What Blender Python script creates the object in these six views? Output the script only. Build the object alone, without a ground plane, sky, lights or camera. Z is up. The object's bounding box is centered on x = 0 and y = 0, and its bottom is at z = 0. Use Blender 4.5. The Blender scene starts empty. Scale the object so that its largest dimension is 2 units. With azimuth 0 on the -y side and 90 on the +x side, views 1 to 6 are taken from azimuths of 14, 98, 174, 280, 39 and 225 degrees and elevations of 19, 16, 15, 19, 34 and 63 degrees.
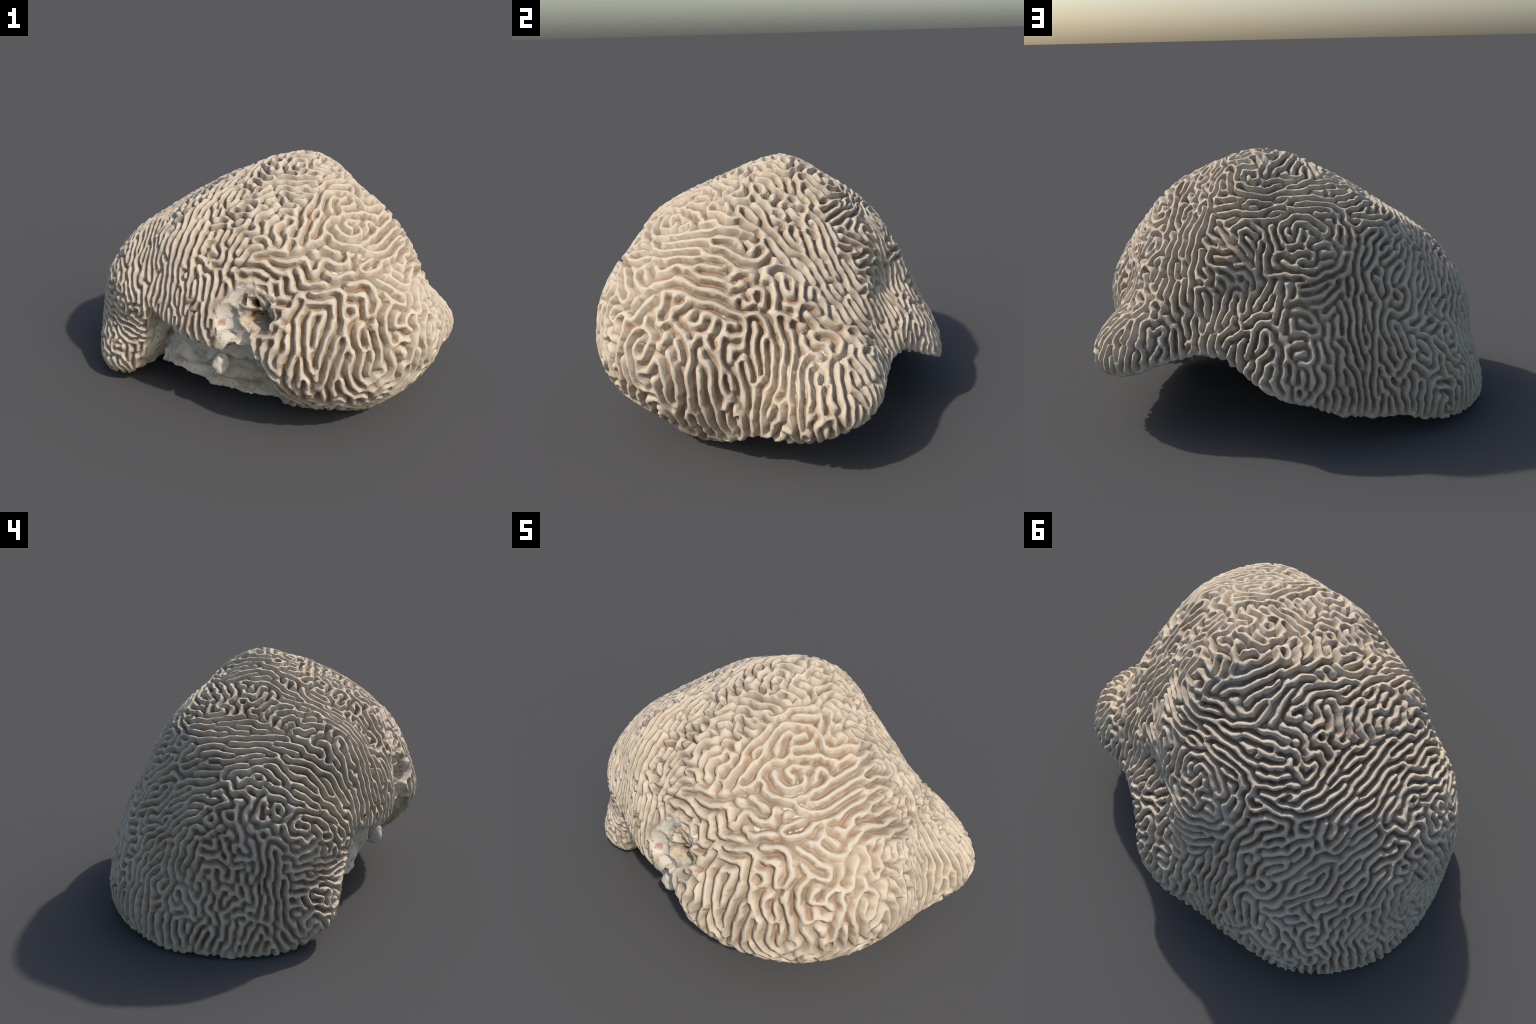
"""Brain coral: a lobed dome with a labyrinth of rounded ridges, standing on three
low points of its rim, with a bare broken patch and bare rock on the front underside."""
import bpy, bmesh, math
import numpy as np

# ----------------------------------------------------------------------------
# 1. THE BODY.  Outer surface: distance from the point CENTRE along a direction
#    given by azimuth (every 15 degrees, from +x towards +y) and elevation.
# ----------------------------------------------------------------------------
CENTRE = np.array([0.0, 0.0, 0.45])
ELEVATIONS = [75, 55, 38, 22, 8, -6, -20, -34]
APEX = 0.809
SECTIONS = [
    (0.851, 0.803, 0.813, 0.824, 0.836, 0.908, 0.888, 0.816),
    (0.843, 0.773, 0.749, 0.799, 0.843, 1.035, 0.881, 0.706),
    (0.849, 0.768, 0.719, 0.731, 0.838, 0.976, 0.897, 0.815),
    (0.837, 0.754, 0.688, 0.695, 0.717, 0.804, 0.790, 0.820),
    (0.818, 0.745, 0.686, 0.632, 0.714, 0.743, 0.742, 0.832),
    (0.770, 0.707, 0.686, 0.644, 0.707, 0.801, 0.858, 0.893),
    (0.762, 0.715, 0.694, 0.691, 0.709, 0.818, 0.865, 0.912),
    (0.756, 0.719, 0.701, 0.681, 0.730, 0.798, 0.860, 0.946),
    (0.760, 0.723, 0.731, 0.726, 0.773, 0.850, 0.929, 1.001),
    (0.754, 0.745, 0.752, 0.771, 0.809, 0.931, 1.025, 1.035),
    (0.742, 0.736, 0.765, 0.787, 0.846, 0.958, 1.076, 1.120),
    (0.744, 0.717, 0.758, 0.808, 0.914, 0.959, 1.070, 1.187),
    (0.741, 0.714, 0.754, 0.840, 0.906, 0.937, 1.035, 1.164),
    (0.739, 0.715, 0.755, 0.834, 0.900, 0.929, 1.000, 1.063),
    (0.738, 0.724, 0.769, 0.788, 0.838, 0.842, 0.938, 0.713),
    (0.737, 0.741, 0.782, 0.748, 0.752, 0.720, 0.655, 0.488),
    (0.747, 0.728, 0.756, 0.736, 0.717, 0.686, 0.581, 0.454),
    (0.759, 0.732, 0.739, 0.743, 0.730, 0.675, 0.590, 0.495),
    (0.760, 0.768, 0.782, 0.755, 0.745, 0.713, 0.647, 0.578),
    (0.768, 0.784, 0.814, 0.799, 0.854, 0.825, 0.699, 0.738),
    (0.779, 0.810, 0.839, 0.891, 0.923, 0.898, 0.772, 0.646),
    (0.796, 0.827, 0.866, 0.960, 0.987, 0.951, 0.826, 0.686),
    (0.825, 0.831, 0.874, 0.953, 1.014, 0.963, 0.855, 0.765),
    (0.812, 0.852, 0.879, 0.895, 0.956, 0.942, 0.851, 0.763),
]
# Lower edge of the ridged crust: azimuth, distance from the axis, height.
RIM = [(0, .875, .20), (10, .885, .175), (16, .965, .20), (21, 1.03, .24), (30, .945, .285),
       (40, .83, .36), (50, .755, .41), (60, .765, .40), (70, .78, .335), (80, .82, .27),
       (90, .825, .225), (100, .81, .15), (110, .83, .13), (120, .88, .12), (130, .925, .07),
       (140, .97, .035), (150, 1.01, .035), (160, 1.005, .02), (170, 1.0, .02), (180, .98, .01),
       (190, .95, .02), (200, .895, .02), (207, .835, .015), (211, .80, .05), (215, .775, .11), (219, .76, .21), (222, .75, .33),
       (225, .735, .53), (231, .72, .50), (241, .71, .46), (252, .71, .43), (262, .72, .43),
       (272, .72, .46), (280, .74, .46), (285, .72, .30), (290, .68, .14), (300, .65, .07),
       (312, .66, .02), (325, .655, .0), (335, .655, .005), (345, .70, .05), (353, .80, .14)]
# Bare front wall below the crust: azimuth, wall (radius, height), foot of the wall (radius, height).
WALL = [(208, .60, .12, .55, .25), (213, .54, .25, .60, .18), (218, .54, .38, .63, .18), (223, .575, .40, .64, .20),
        (230, .61, .38, .64, .20), (236, .62, .36, .635, .205), (248, .61, .32, .54, .145), (261, .585, .30, .49, .105),
        (272, .55, .30, .466, .085), (282, .53, .24, .48, .095), (290, .58, .14, .50, .10),
        (301, .57, .09, .55, .085), (312, .59, .05, .45, .15)]


def spline_rows(knots, at):
    """Matrix of the natural cubic spline through values on knots, read at `at`."""
    knots, at = np.asarray(knots, float), np.asarray(at, float)
    n, h = len(knots), np.diff(knots)
    A, B = np.eye(n), np.zeros((n, n))
    for k in range(1, n - 1):
        A[k, k - 1:k + 2] = h[k - 1], 2 * (h[k - 1] + h[k]), h[k]
        B[k, k - 1:k + 2] += 6 / h[k - 1], -6 / h[k - 1] - 6 / h[k], 6 / h[k]
    S = np.linalg.solve(A, B)
    k = np.clip(np.searchsorted(knots, at) - 1, 0, n - 2)
    d, hk = at - knots[k], h[k]
    I = np.eye(n)
    slope = (I[k + 1] - I[k]) / hk[:, None] - hk[:, None] * (2 * S[k] + S[k + 1]) / 6
    return I[k] + d[:, None] * slope + d[:, None] ** 2 * S[k] / 2 + d[:, None] ** 3 * (S[k + 1] - S[k]) / (6 * hk[:, None])


def around(values, azimuth):
    """Periodic Catmull-Rom through equally spaced rows of values."""
    v = np.asarray(values, float)
    n = len(v)
    x = (azimuth % 360) / 360 * n
    i = np.floor(x).astype(int)
    f = (x - i)[:, None]
    g = lambda o: v[(i + o) % n]
    return (g(-1) * (-.5 * f + f * f - .5 * f ** 3) + g(0) * (1 - 2.5 * f * f + 1.5 * f ** 3)
            + g(1) * (.5 * f + 2 * f * f - 1.5 * f ** 3) + g(2) * (-.5 * f * f + .5 * f ** 3))


KNOTS = -np.radians([90] + ELEVATIONS)
FULL = np.concatenate([np.full((len(SECTIONS), 1), APEX), np.array(SECTIONS)], 1)


def body_radius(azimuth, elevation):
    rows = around(FULL, azimuth)
    return (spline_rows(KNOTS, -elevation) * rows).sum(1)


def table(rows, column, azimuth):
    a = np.array(rows, float)
    return np.interp(azimuth, a[:, 0], a[:, column], period=360)


def rim_elevation(azimuth):
    return np.arctan2(table(RIM, 2, azimuth) - CENTRE[2], table(RIM, 1, azimuth))

VOXEL = .0063
ANISOTROPY = .5
LINE_REACH = .055
ROUNDS = 20
BIAS = .0
RIDGE_DEPTH = .036
TRIANGLES = 85000
# Growth lines: courses that the ridges follow over the dome, as (azimuth, elevation) seen from CENTRE.
GROWTH_LINES = []
GROWTH_LINES += [  # seen on the front
    [(278, 36), (289, 41), (303, 50), (313, 58)],
    [(288, 21), (297, 24), (307, 27), (313, 26), (318, 21)],
    [(291, 18), (292, 8), (293, -3)],
    [(299, 10), (300, -6)],
    [(306, 11), (307, -2)],
    [(313, 16), (310, 2)],
    [(200, 21), (216, 9)],
    [(223, 29), (228, 11)],
    [(237, 39), (237, 25)],
    [(237, 16), (241, 4)],
    [(253, 22), (255, 5)],
    [(267, 39), (262, 21)],
    [(200, 0), (210, -6), (223, -9)],
    [(199, -11), (211, -21)],
    [(220, 82), (280, 70), (296, 61)],
    [(277, 76), (307, 65), (336, 63)],
    [(235, 38), (231, 55), (208, 73)],
    [(271, 30), (286, 36)],
]
GROWTH_LINES += [  # seen on the right side
    [(27, 49), (30, 36), (37, 24), (45, 11), (48, 1)],
    [(357, 52), (7, 43), (16, 36), (26, 23)],
    [(5, 66), (24, 57)],
    [(312, 28), (326, 33), (340, 33), (349, 31)],
    [(332, 37), (351, 36)],
    [(2, 22), (2, 12), (360, 1), (358, -12)],
    [(9, 11), (5, 1), (1, -8)],
    [(14, 3), (11, -8)],
    [(22, 3), (22, -9)],
    [(30, 3), (31, -4)],
    [(329, 10), (327, 0)],
    [(343, 11), (341, 4)],
    [(347, 9), (347, -9)],
    [(353, 5), (357, -7)],
    [(338, -2), (338, -17)],
    [(55, 18), (51, 3)],
    [(79, 17), (68, -2)],
    [(86, 52), (74, 35)],
    [(342, 26), (352, 22), (2, 20)],
]
GROWTH_LINES += [  # seen on the back
    [(31, 36), (37, 26)],
    [(34, 47), (38, 31)],
    [(44, 29), (61, 23), (59, 12), (56, 1)],
    [(40, 20), (52, 9), (54, 0)],
    [(71, 16), (64, 7), (58, -1)],
    [(35, 15), (47, -1)],
    [(43, 53), (66, 57), (97, 63)],
    [(73, 54), (93, 61), (112, 54), (115, 46)],
    [(70, 42), (72, 24), (66, 12)],
    [(103, 24), (115, 29), (126, 35)],
    [(115, 27), (112, 12), (112, 0)],
    [(112, 26), (109, 13), (110, 0), (109, -17)],
    [(142, 29), (135, 14)],
    [(169, 18), (157, 8), (152, -2)],
    [(122, 16), (116, 5), (120, -1)],
    [(90, 12), (99, 4), (104, -4)],
]
GROWTH_LINES += [  # seen on the left side
    [(121, 39), (154, 46), (179, 46), (197, 36), (212, 28), (224, 16)],
    [(160, 32), (183, 35), (196, 28), (209, 21), (217, 11)],
    [(139, 22), (161, 27), (172, 32)],
    [(135, 11), (155, 21)],
    [(220, 81), (222, 67), (234, 53)],
    [(165, 8), (164, 0), (172, -9), (177, -16)],
    [(160, 7), (150, -2), (153, -14)],
    [(190, 4), (191, -10), (198, -21)],
    [(195, 6), (205, -5)],
    [(68, 71), (141, 85), (212, 81)],
    [(228, 32), (233, 19), (225, 8)],
    [(245, 22), (246, 6)],
]
GROWTH_LINES += [  # seen on the top
    [(298, 70), (263, 79), (200, 83), (111, 78)],
    [(114, 73), (202, 76)],
    [(203, 77), (220, 61), (239, 39)],
    [(172, 50), (195, 44), (220, 17)],
    [(129, 48), (153, 47), (183, 46)],
    [(96, 23), (116, 32), (130, 38)],
    [(77, 56), (109, 55)],
    [(52, 42), (73, 32), (92, 27)],
    [(65, 55), (107, 68)],
    [(156, 41), (175, 35)],
    [(186, 39), (169, 26)],
    [(165, 20), (152, 12)],
    [(116, 30), (114, 7)],
]


# ----------------------------------------------------------------------------
# 2. HELPERS
# ----------------------------------------------------------------------------
def smoothstep(a, b, x):
    t = np.clip((x - a) / (b - a), 0, 1)
    return t * t * (3 - 2 * t)


def value_noise(P, scale, seed):
    """Smooth lattice noise in -1..1."""
    Q = P * scale + seed * 17.31
    I = np.floor(Q).astype(np.int64)
    F = Q - I
    F = F * F * (3 - 2 * F)
    out = np.zeros(len(P))
    for dx in (0, 1):
        for dy in (0, 1):
            for dz in (0, 1):
                n = (I[:, 0] + dx) * 374761393 + (I[:, 1] + dy) * 668265263 + (I[:, 2] + dz) * 2147483647 + seed * 974711
                n = (n ^ (n >> 13)) * 1274126177 & 0x7FFFFFFF
                n = (n ^ (n >> 16)) & 0xFFFF
                w = ((F[:, 0] if dx else 1 - F[:, 0]) * (F[:, 1] if dy else 1 - F[:, 1]) * (F[:, 2] if dz else 1 - F[:, 2]))
                out += w * (n / 32767.5 - 1)
    return out


def fractal(P, scale, seed, octaves=3):
    return sum(value_noise(P, scale * 2 ** o, seed + o) / 2 ** o for o in range(octaves))


def mesh_object(name, verts, faces):
    me = bpy.data.meshes.new(name)
    me.from_pydata(verts.tolist() if hasattr(verts, "tolist") else verts, [], faces)
    me.update()
    ob = bpy.data.objects.new(name, me)
    bpy.context.scene.collection.objects.link(ob)
    return ob


def applied(ob):
    """Bake the modifiers of ob into its mesh."""
    dg = bpy.context.evaluated_depsgraph_get()
    me = bpy.data.meshes.new_from_object(ob.evaluated_get(dg))
    ob.modifiers.clear()
    old = ob.data
    ob.data = me
    bpy.data.meshes.remove(old)
    return ob


def verts_of(me):
    a = np.empty(len(me.vertices) * 3)
    me.vertices.foreach_get("co", a)
    return a.reshape(-1, 3)


def tris_of(me):
    me.calc_loop_triangles()
    a = np.empty(len(me.loop_triangles) * 3, np.int64)
    me.loop_triangles.foreach_get("vertices", a)
    return a.reshape(-1, 3)


def vertex_normals(P, T):
    fn = np.cross(P[T[:, 1]] - P[T[:, 0]], P[T[:, 2]] - P[T[:, 0]])
    N = np.stack([sum(np.bincount(T[:, c], fn[:, k], len(P)) for c in range(3)) for k in range(3)], 1)
    return N / (np.linalg.norm(N, axis=1, keepdims=True) + 1e-12)


# ----------------------------------------------------------------------------
# 3. CLOSED BASE SURFACE: loft from the summit over the rim to the underside
# ----------------------------------------------------------------------------
def build_base():
    n_az, n_up = 360, 90
    az = np.arange(n_az, dtype=float)
    er = rim_elevation(az)
    rows = []
    for t in np.linspace(0, 1, n_up)[1:]:
        e = np.pi / 2 + (er - np.pi / 2) * t
        r = body_radius(az, e)
        rows.append(np.stack([r * np.cos(e), CENTRE[2] + r * np.sin(e)], 1))
    rim = rows[-1]
    front = smoothstep(208, 216, az) * (1 - smoothstep(304, 314, az))
    wall = np.stack([table(WALL, 1, az), table(WALL, 2, az)], 1)
    foot = np.stack([table(WALL, 3, az), table(WALL, 4, az)], 1)
    f = front[:, None]
    lip = np.stack([rim[:, 0] - .05, rim[:, 1] + .012], 1)
    inner = np.stack([rim[:, 0] - .13, rim[:, 1] + .07], 1) * (1 - f) + wall * f
    low = np.stack([rim[:, 0] * .55, np.maximum(.27, rim[:, 1] + .06)], 1) * (1 - f) + foot * f
    ceiling = np.stack([low[:, 0] * .6, np.full(n_az, .30)], 1)
    stations = [rim, lip, inner, low, ceiling]
    for a, b in zip(stations, stations[1:]):
        for k in range(1, 9):
            rows.append(a + (b - a) * k / 8)
    c, s = np.cos(np.radians(az)), np.sin(np.radians(az))
    V = [np.array([[0, 0, CENTRE[2] + APEX]])]
    V += [np.stack([q[:, 0] * c, q[:, 0] * s, np.maximum(q[:, 1], .004)], 1) for q in rows]
    V.append(np.array([[0, 0, .31]]))
    V = np.concatenate(V)
    ring = lambda j: [1 + j * n_az + i for i in range(n_az)]
    F = []
    first = ring(0)
    for i in range(n_az):
        F.append((0, first[i], first[(i + 1) % n_az]))
    for j in range(len(rows) - 1):
        a, b = ring(j), ring(j + 1)
        for i in range(n_az):
            k = (i + 1) % n_az
            F.append((a[i], b[i], b[k], a[k]))
    last, end = ring(len(rows) - 1), len(V) - 1
    for i in range(n_az):
        F.append((last[(i + 1) % n_az], last[i], end))
    ob = mesh_object("brain_coral_body", V, F)
    m = ob.modifiers.new("even", "REMESH")
    m.mode, m.voxel_size, m.adaptivity = "VOXEL", VOXEL, 0
    m = ob.modifiers.new("split", "TRIANGULATE")
    m.quad_method = "SHORTEST_DIAGONAL"
    return applied(ob)


# ----------------------------------------------------------------------------
# 4. WHERE THE CRUST IS RIDGED AND WHERE THE ROCK IS BARE
# ----------------------------------------------------------------------------
HOLE = np.array([.085, -.735, .665])


def broken_patch(P):
    """Below 1 inside the bare broken patch round the pit, growing outwards."""
    wob = .10 * fractal(P, 16, 5, 2)
    d = np.minimum(
        np.hypot((P[:, 0] - .065) / .115, (P[:, 2] - .685) / .10),
        np.minimum(np.hypot((P[:, 0] + .02) / .095, (P[:, 2] - .575) / .125),
                   np.hypot((P[:, 0] - .01) / .09, (P[:, 2] - .47) / .10)))
    return np.where(P[:, 1] < -.4, d + wob, 9)


def crust_mask(P):
    """1 on the ridged crust, 0 on bare rock; a soft step about 2 cm wide."""
    d = P - CENTRE
    az = np.degrees(np.arctan2(d[:, 1], d[:, 0]))
    el = np.arctan2(d[:, 2], np.hypot(d[:, 0], d[:, 1]))
    r = np.linalg.norm(d, axis=1)
    above = (el - rim_elevation(az)) * r + .016 * fractal(P, 16, 5, 2)
    outer = r - body_radius(az, np.clip(el, -.7, 1.5))
    crust = smoothstep(-.012, .012, above) * smoothstep(-.06, -.03, outer)
    return crust * smoothstep(.9, 1.1, broken_patch(P))


# ----------------------------------------------------------------------------
# 5. THE LABYRINTH: short-range activation and long-range inhibition spread over
#    the surface until parallel winding ridges stand; growth lines steer them
# ----------------------------------------------------------------------------
class Surface:
    def __init__(self, P, T):
        self.n = len(P)
        w = {}
        I, J, W = [], [], []
        area = np.zeros(self.n)
        for k in range(3):
            a, b, c = T[:, k], T[:, (k + 1) % 3], T[:, (k + 2) % 3]
            u, v = P[a] - P[c], P[b] - P[c]
            cr = np.linalg.norm(np.cross(u, v), axis=1) + 1e-12
            cot = np.clip((u * v).sum(1) / cr, .0, 4) * .5
            I += [a, b]
            J += [b, a]
            W += [cot, cot]
            area += np.bincount(a, cr / 6, self.n)
        I, J, W = map(np.concatenate, (I, J, W))
        key = I * self.n + J
        key, inv = np.unique(key, return_inverse=True)
        W = np.bincount(inv, W)
        I, J = key // self.n, key % self.n
        deg = np.bincount(I, minlength=self.n)
        slot = np.arange(len(I)) - np.repeat(np.cumsum(deg) - deg, deg)
        self.m = min(int(deg.max()), 9)
        ok = slot < self.m
        I, J, W, slot = I[ok], J[ok], W[ok], slot[ok]
        self.J = np.tile(np.arange(self.n), (self.m, 1))
        self.W = np.zeros((self.m, self.n), np.float32)
        self.J[slot, I] = J
        self.W[slot, I] = W
        self.area = area

    def stepper(self, D, factor=None):
        """One diffusion step of strength D (variance / 2 per step) at every vertex."""
        W = self.W if factor is None else self.W * factor
        W = (W * (D / self.area)).astype(np.float32)
        total = W.sum(0)
        W *= np.minimum(1, .9 / np.maximum(total, 1e-9))
        keep = 1 - W.sum(0)
        J, m = self.J, self.m

        def step(u):
            out = keep * u
            for k in range(m):
                out += W[k] * u[J[k]]
            return out
        return step


def flow_field(P, N):
    """Preferred ridge direction (length = how strongly it is followed)."""
    d = P - CENTRE
    az = np.degrees(np.arctan2(d[:, 1], d[:, 0]))
    el = np.arctan2(d[:, 2], np.hypot(d[:, 0], d[:, 1]))
    above = (el - rim_elevation(az)) * np.linalg.norm(d, axis=1)
    down = np.tile([0., 0., -1.], (len(P), 1))
    down -= N * (down * N).sum(1, keepdims=True)
    down /= np.linalg.norm(down, axis=1, keepdims=True) + 1e-6
    wr = .65 * np.exp(-(np.clip(above, 0, 9) / .16) ** 2)
    M = wr[:, None, None] * down[:, :, None] * down[:, None, :]
    total = wr.copy()
    for line in GROWTH_LINES:
        L = np.array(line, float)
        e = np.radians(L[:, 1])
        r = body_radius(L[:, 0], e)
        a = np.radians(L[:, 0])
        L = CENTRE + np.stack([r * np.cos(e) * np.cos(a), r * np.cos(e) * np.sin(a), r * np.sin(e)], 1)
        for a, b in zip(L, L[1:]):
            ab = b - a
            t = np.clip(((P - a) @ ab) / (ab @ ab), 0, 1)
            dist = np.linalg.norm(P - a - t[:, None] * ab, axis=1)
            w = 1.6 * np.exp(-(dist / LINE_REACH) ** 2)
            s = ab / np.linalg.norm(ab)
            M += w[:, None, None] * np.outer(s, s)
            total += w
    # strongest direction of the summed tensor, in the tangent plane
    ref = np.where(np.abs(N[:, 2:]) < .9, [[0., 0., 1.]], [[1., 0., 0.]])
    e1 = np.cross(ref, N)
    e1 /= np.linalg.norm(e1, axis=1, keepdims=True)
    e2 = np.cross(N, e1)
    m11 = np.einsum("ni,nij,nj->n", e1, M, e1)
    m22 = np.einsum("ni,nij,nj->n", e2, M, e2)
    m12 = np.einsum("ni,nij,nj->n", e1, M, e2)
    ang = .5 * np.arctan2(2 * m12, m11 - m22)
    strength = np.clip(np.hypot(2 * m12, m11 - m22), 0, 1)
    return e1 * np.cos(ang)[:, None] + e2 * np.sin(ang)[:, None], strength


def labyrinth(P, T, N, crust):
    S = Surface(P, T)
    rng = np.random.default_rng(11)
    # ridge spacing: wide on the sunny front shoulder, narrow on the back and top
    spacing = .0445 + .010 * smoothstep(.1, .9, P[:, 0] * .75 - P[:, 1] * .65) + .004 * value_noise(P, 3.0, 3) + .003 * value_noise(P, 8.0, 4)
    k2 = (2 * np.pi / spacing) ** 2
    v1 = 2 * np.log(4) / (3 * k2)            # variances 1 : 4
    n1, n2 = 7, 21
    flow, strength = flow_field(P, N)
    E = P[S.J] - P[None]
    E /= np.linalg.norm(E, axis=2, keepdims=True) + 1e-9
    c2 = (E * flow[None]).sum(2) ** 2
    factor = 1 + strength * ANISOTROPY * (2 * c2 - 1)
    del E
    near = S.stepper(v1 / (2 * n1), factor)
    far = S.stepper(3 * v1 / (2 * n2))
    u = rng.normal(size=S.n)
    width = .22 * value_noise(P, 17, 13)
    for it in range(ROUNDS):
        a = u
        for _ in range(n1):
            a = near(a)
        b = a
        for _ in range(n2):
            b = far(b)
        g = a - b
        u = np.tanh(1.9 * g / (g.std() + 1e-9) + BIAS + width)
    return g / np.abs(g).max(), g / g.std(), S, near


def wave_height(v):
    """Ridge profile 0..1: broad rounded ridge, steep flanks, narrow groove."""
    return .84 * smoothstep(-1.35, .55, v) + .16 * np.clip((v + .2) / 1.9, 0, 1)


body = build_base()
P = verts_of(body.data)
T = tris_of(body.data)
N = vertex_normals(P, T)
S0 = Surface(P, T)
even = S0.stepper(np.full(len(P), 1e-5))
for _ in range(12):                                   # take the voxel steps out
    P = np.stack([even(P[:, k]) for k in range(3)], 1)
high = smoothstep(.75, 1.0, P[:, 2]) * .9             # the summit has no crease
for _ in range(120):
    P = P + high[:, None] * (np.stack([even(P[:, k]) for k in range(3)], 1) - P)
N = vertex_normals(P, T)
crust = crust_mask(P)
print("verts", len(P), "tris", len(T))

_, v, S, near = labyrinth(P, T, N, crust)
wave = wave_height(v + .34 * value_noise(P, 48, 91))   # chipped, uneven crest lines
depth = RIDGE_DEPTH * (1 + .25 * value_noise(P, 5, 21))
d0 = P - CENTRE
az0 = np.degrees(np.arctan2(d0[:, 1], d0[:, 0]))
above = (np.arctan2(d0[:, 2], np.hypot(d0[:, 0], d0[:, 1])) - rim_elevation(az0)) * np.linalg.norm(d0, axis=1)
depth *= .25 + .75 * smoothstep(.0, .06, above)       # ridges run out flat at the rim
# on the left the ridges wear away before they reach the patch
depth *= 1 - .7 * smoothstep(1.7, 1.0, broken_patch(P)) * smoothstep(.14, .05, P[:, 0])
disp = .006 * value_noise(P, 6, 77) + crust * (depth * (wave - .78) + .0030 * fractal(P, 38, 31, 2))
bare = 1 - crust
patch = smoothstep(1.05, .55, broken_patch(P)) * smoothstep(.36, .46, P[:, 2])
disp += bare * (-.008 - .035 * patch + .016 * fractal(P, 8, 41, 3) + .013 * value_noise(P, 24, 55) + .007 * fractal(P, 40, 51, 2))

# the broken pit: a deep hollow under a crust of worm-tube lumps riddled with small holes
dist = np.linalg.norm((P - HOLE) * [1, .6, 1], axis=1)
pit = np.exp(-(np.linalg.norm((P - (HOLE + [.0, -.0, -.03])) * [1, .6, 1], axis=1) / .055) ** 4)
rough = smoothstep(.125, .085, dist) * bare
disp += -.15 * pit + rough * (.018 + .030 * np.abs(fractal(P, 22, 61, 2)) + .010 * fractal(P, 60, 66, 2))
rng = np.random.default_rng(5)
for k in range(16):
    c = HOLE + np.array([rng.uniform(-.085, .085), 0, rng.uniform(-.075, .085)])
    hole = np.hypot(P[:, 0] - c[0], (P[:, 2] - c[2]) * rng.uniform(.6, 1.4)) / rng.uniform(.010, .019)
    disp -= rough * rng.uniform(.05, .085) * np.exp(-hole ** 3)
# small deep pores in the bare rock
for k in range(26):
    c = np.array([rng.uniform(-.5, .15), 0, rng.uniform(.15, .6)])
    pore = np.hypot(P[:, 0] - c[0], (P[:, 2] - c[2]) * rng.uniform(.8, 1.8)) / rng.uniform(.006, .013)
    disp -= bare * (P[:, 1] < -.4) * .02 * np.exp(-pore ** 2)
Q = P + N * disp[:, None]

Q[:, 2] = np.maximum(Q[:, 2], 0)
low = Q[:, 2].min()
Q[:, 2] -= low
body.data.vertices.foreach_set("co", Q.ravel())
body.data.update()

m = body.modifiers.new("tri", "TRIANGULATE")
m = body.modifiers.new("fewer", "DECIMATE")
m.ratio = TRIANGLES / len(T)
applied(body)
print("after", len(body.data.vertices), len(body.data.polygons))


# ----------------------------------------------------------------------------
# 6. MATERIALS
# ----------------------------------------------------------------------------
def linear(r, g, b):
    f = lambda c: c / 12.92 if c <= .04045 else ((c + .055) / 1.055) ** 2.4
    return (f(r / 255), f(g / 255), f(b / 255), 1)


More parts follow.
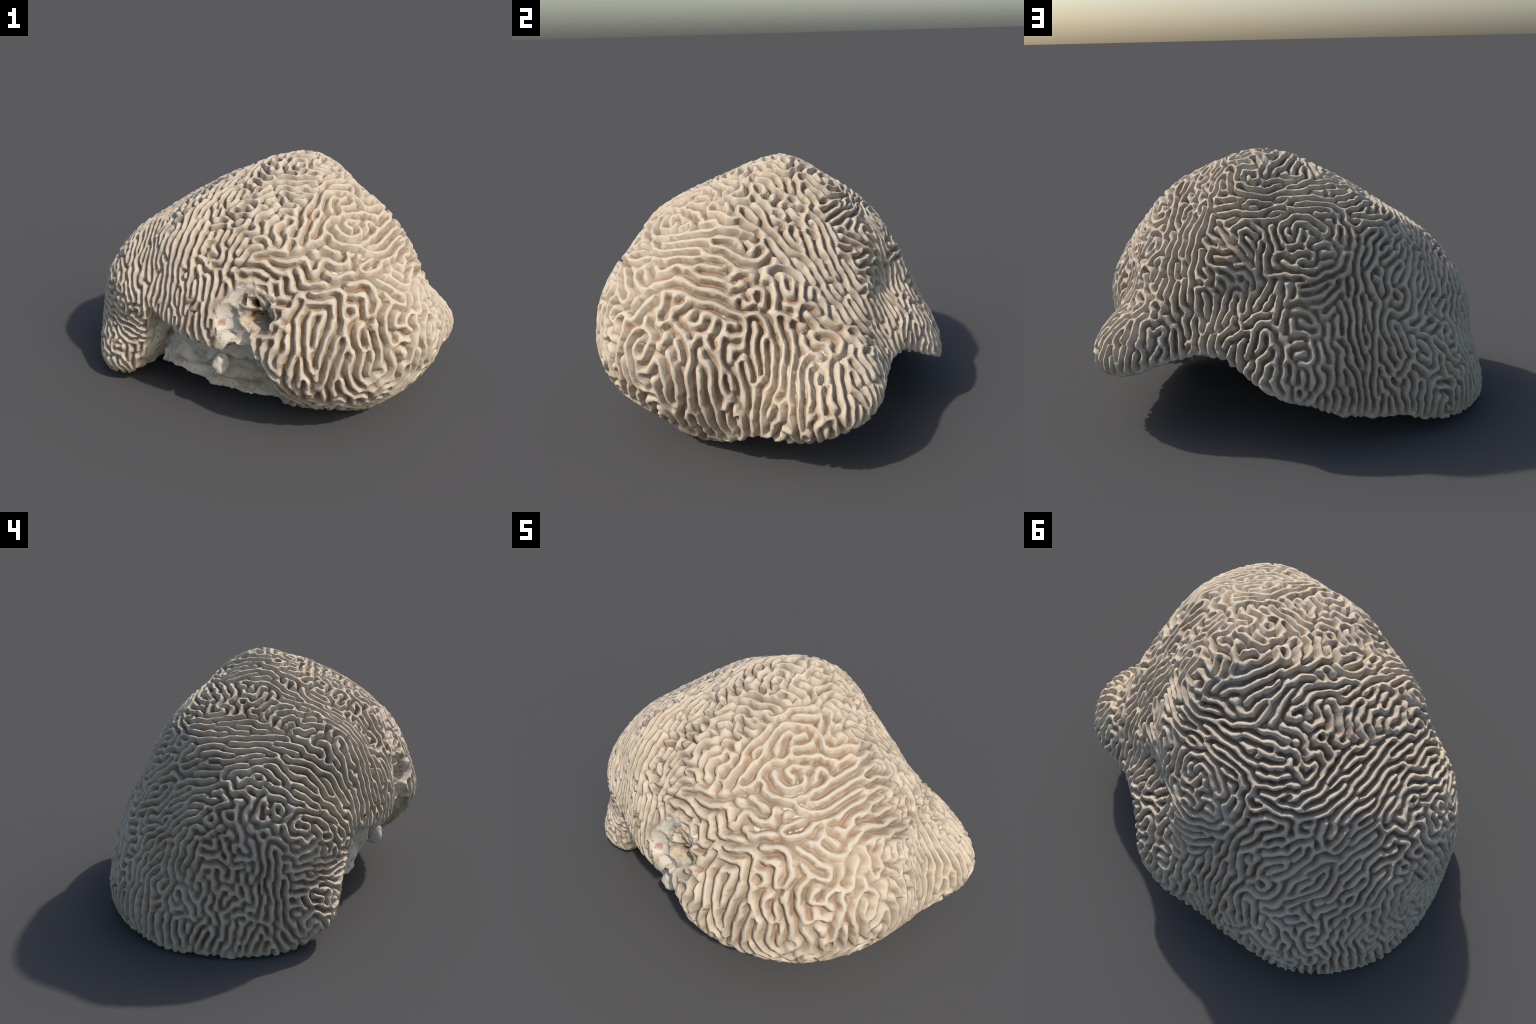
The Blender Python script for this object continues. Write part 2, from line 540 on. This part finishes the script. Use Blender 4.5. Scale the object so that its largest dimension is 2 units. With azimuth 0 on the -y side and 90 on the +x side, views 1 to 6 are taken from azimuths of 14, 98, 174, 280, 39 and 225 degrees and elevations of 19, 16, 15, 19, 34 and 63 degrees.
def material(name, light, warm, stain, stain_scale, bump, roughness=.85, speckle=None, groove=None, spot=None, dirt=None):
    mat = bpy.data.materials.new(name)
    mat.use_nodes = True
    nt = mat.node_tree
    N_, L = nt.nodes, nt.links
    bsdf = N_["Principled BSDF"]
    bsdf.inputs["Roughness"].default_value = roughness
    bsdf.inputs["Specular IOR Level"].default_value = .25
    co = N_.new("ShaderNodeTexCoord")

    def noise(scale, detail=4, rough=.6, offset=0):
        mp = N_.new("ShaderNodeMapping")
        mp.inputs["Location"].default_value = (offset, offset * .7, -offset)
        L.new(co.outputs["Object"], mp.inputs["Vector"])
        n = N_.new("ShaderNodeTexNoise")
        n.inputs["Scale"].default_value = scale
        n.inputs["Detail"].default_value = detail
        n.inputs["Roughness"].default_value = rough
        L.new(mp.outputs["Vector"], n.inputs["Vector"])
        return n.outputs["Fac"]

    def ramp(fac, lo, hi):
        r = N_.new("ShaderNodeMapRange")
        r.inputs["From Min"].default_value, r.inputs["From Max"].default_value = lo, hi
        L.new(fac, r.inputs["Value"])
        return r.outputs["Result"]

    def mix(fac, a, b):
        x = N_.new("ShaderNodeMix")
        x.data_type = "RGBA"
        for sock, val in ((x.inputs["Factor"], fac), (x.inputs[6], a), (x.inputs[7], b)):
            if isinstance(val, (tuple, float, int)):
                sock.default_value = val
            else:
                L.new(val, sock)
        return x.outputs[2]

    def times(a, b):
        x = N_.new("ShaderNodeMath")
        x.operation = "MULTIPLY"
        for sock, val in zip(x.inputs, (a, b)):
            if isinstance(val, (float, int)):
                sock.default_value = val
            else:
                L.new(val, sock)
        return x.outputs[0]

    c = mix(ramp(noise(7, 5), .35, .7), light, warm)
    patches = ramp(noise(stain_scale, 4, .65, 3.1), .49, .68)
    if groove:                       # brown film painted into the grooves' colour to darken them, in patches
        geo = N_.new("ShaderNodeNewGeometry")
        groove_tint = ramp(geo.outputs["Pointiness"], .53, .46)
        c = mix(times(groove_tint, ramp(noise(5, 4, .6, 5.5), .1, .6)), c, groove)
        patches = times(patches, groove_tint)
    c = mix(times(patches, .75), c, stain)
    if speckle:
        c = mix(times(ramp(noise(60, 3, .6, 7.7), .60, .70), .8), c, speckle)
    if dirt:                         # brown dirt caught in the bottom of the pit
        near = N_.new("ShaderNodeVectorMath")
        near.operation = "DISTANCE"
        L.new(co.outputs["Object"], near.inputs[0])
        near.inputs[1].default_value = dirt
        c = mix(times(ramp(near.outputs["Value"], .085, .045), ramp(noise(20, 3, .6, 9.1), .3, .6)), c, linear(96, 70, 46))
    if spot:                         # a pinkish stain on the broken rock
        near = N_.new("ShaderNodeVectorMath")
        near.operation = "DISTANCE"
        L.new(co.outputs["Object"], near.inputs[0])
        near.inputs[1].default_value = spot
        c = mix(times(ramp(near.outputs["Value"], .028, .012), .7), c, linear(150, 92, 88))
    L.new(c, bsdf.inputs["Base Color"])
    bp = N_.new("ShaderNodeBump")
    bp.inputs["Strength"].default_value = bump
    bp.inputs["Distance"].default_value = .004
    L.new(noise(140, 4, .6, 1.3), bp.inputs["Height"])
    L.new(bp.outputs["Normal"], bsdf.inputs["Normal"])
    return mat


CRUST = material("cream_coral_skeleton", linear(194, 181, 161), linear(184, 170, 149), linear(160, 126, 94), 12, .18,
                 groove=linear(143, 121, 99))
ROCK = material("bare_grey_limestone", linear(198, 191, 178), linear(208, 197, 174), linear(138, 128, 112), 9, .5,
                speckle=linear(120, 112, 100), spot=(-.086, -.68, .569))
PIT = material("broken_brown_limestone", linear(196, 186, 168), linear(178, 162, 138), linear(120, 92, 62), 18, .5, dirt=(.085, -.62, .635))

# ----------------------------------------------------------------------------
# 7. PARTS: one smooth surface, separated by region
# ----------------------------------------------------------------------------
root = bpy.data.objects.new("brain_coral", None)
bpy.context.scene.collection.objects.link(root)
root["label"] = "cream brain coral dome with winding maze of ridges"
root["category"] = "coral"

P2 = verts_of(body.data)
F2 = tris_of(body.data)
N2 = vertex_normals(P2, F2)
mid = P2[F2].mean(1)
is_crust = crust_mask(mid) > .5
near_pit = np.linalg.norm((mid - HOLE) * [1, .6, 1], axis=1) < .105
is_pit = near_pit & ~is_crust


def part(name, keep, mat):
    faces = F2[keep]
    used, inv = np.unique(faces, return_inverse=True)
    ob = mesh_object(name, P2[used], inv.reshape(-1, 3).tolist())
    ob.data.shade_smooth()
    ob.data.normals_split_custom_set_from_vertices(N2[used].tolist())
    ob.data.materials.append(mat)
    ob.parent = root
    return ob


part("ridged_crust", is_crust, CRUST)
part("bare_underside", ~is_crust & ~is_pit, ROCK)
part("broken_pit", is_pit, PIT)
bpy.data.objects.remove(body)

# the pale knob hanging on the bare wall
bm = bmesh.new()
bmesh.ops.create_icosphere(bm, subdivisions=4, radius=1)
K = np.array([v.co[:] for v in bm.verts])
R = 1 + .16 * fractal(K, 1.6, 71, 2)
K = K * R[:, None] * np.array([.042, .045, .055]) + np.array([-.103, -.615, .315])
for vert, p in zip(bm.verts, K):
    vert.co = p
me = bpy.data.meshes.new("knob")
bm.to_mesh(me)
bm.free()
me.shade_smooth()
me.materials.append(ROCK)
knob = bpy.data.objects.new("knob", me)
bpy.context.scene.collection.objects.link(knob)
knob.parent = root
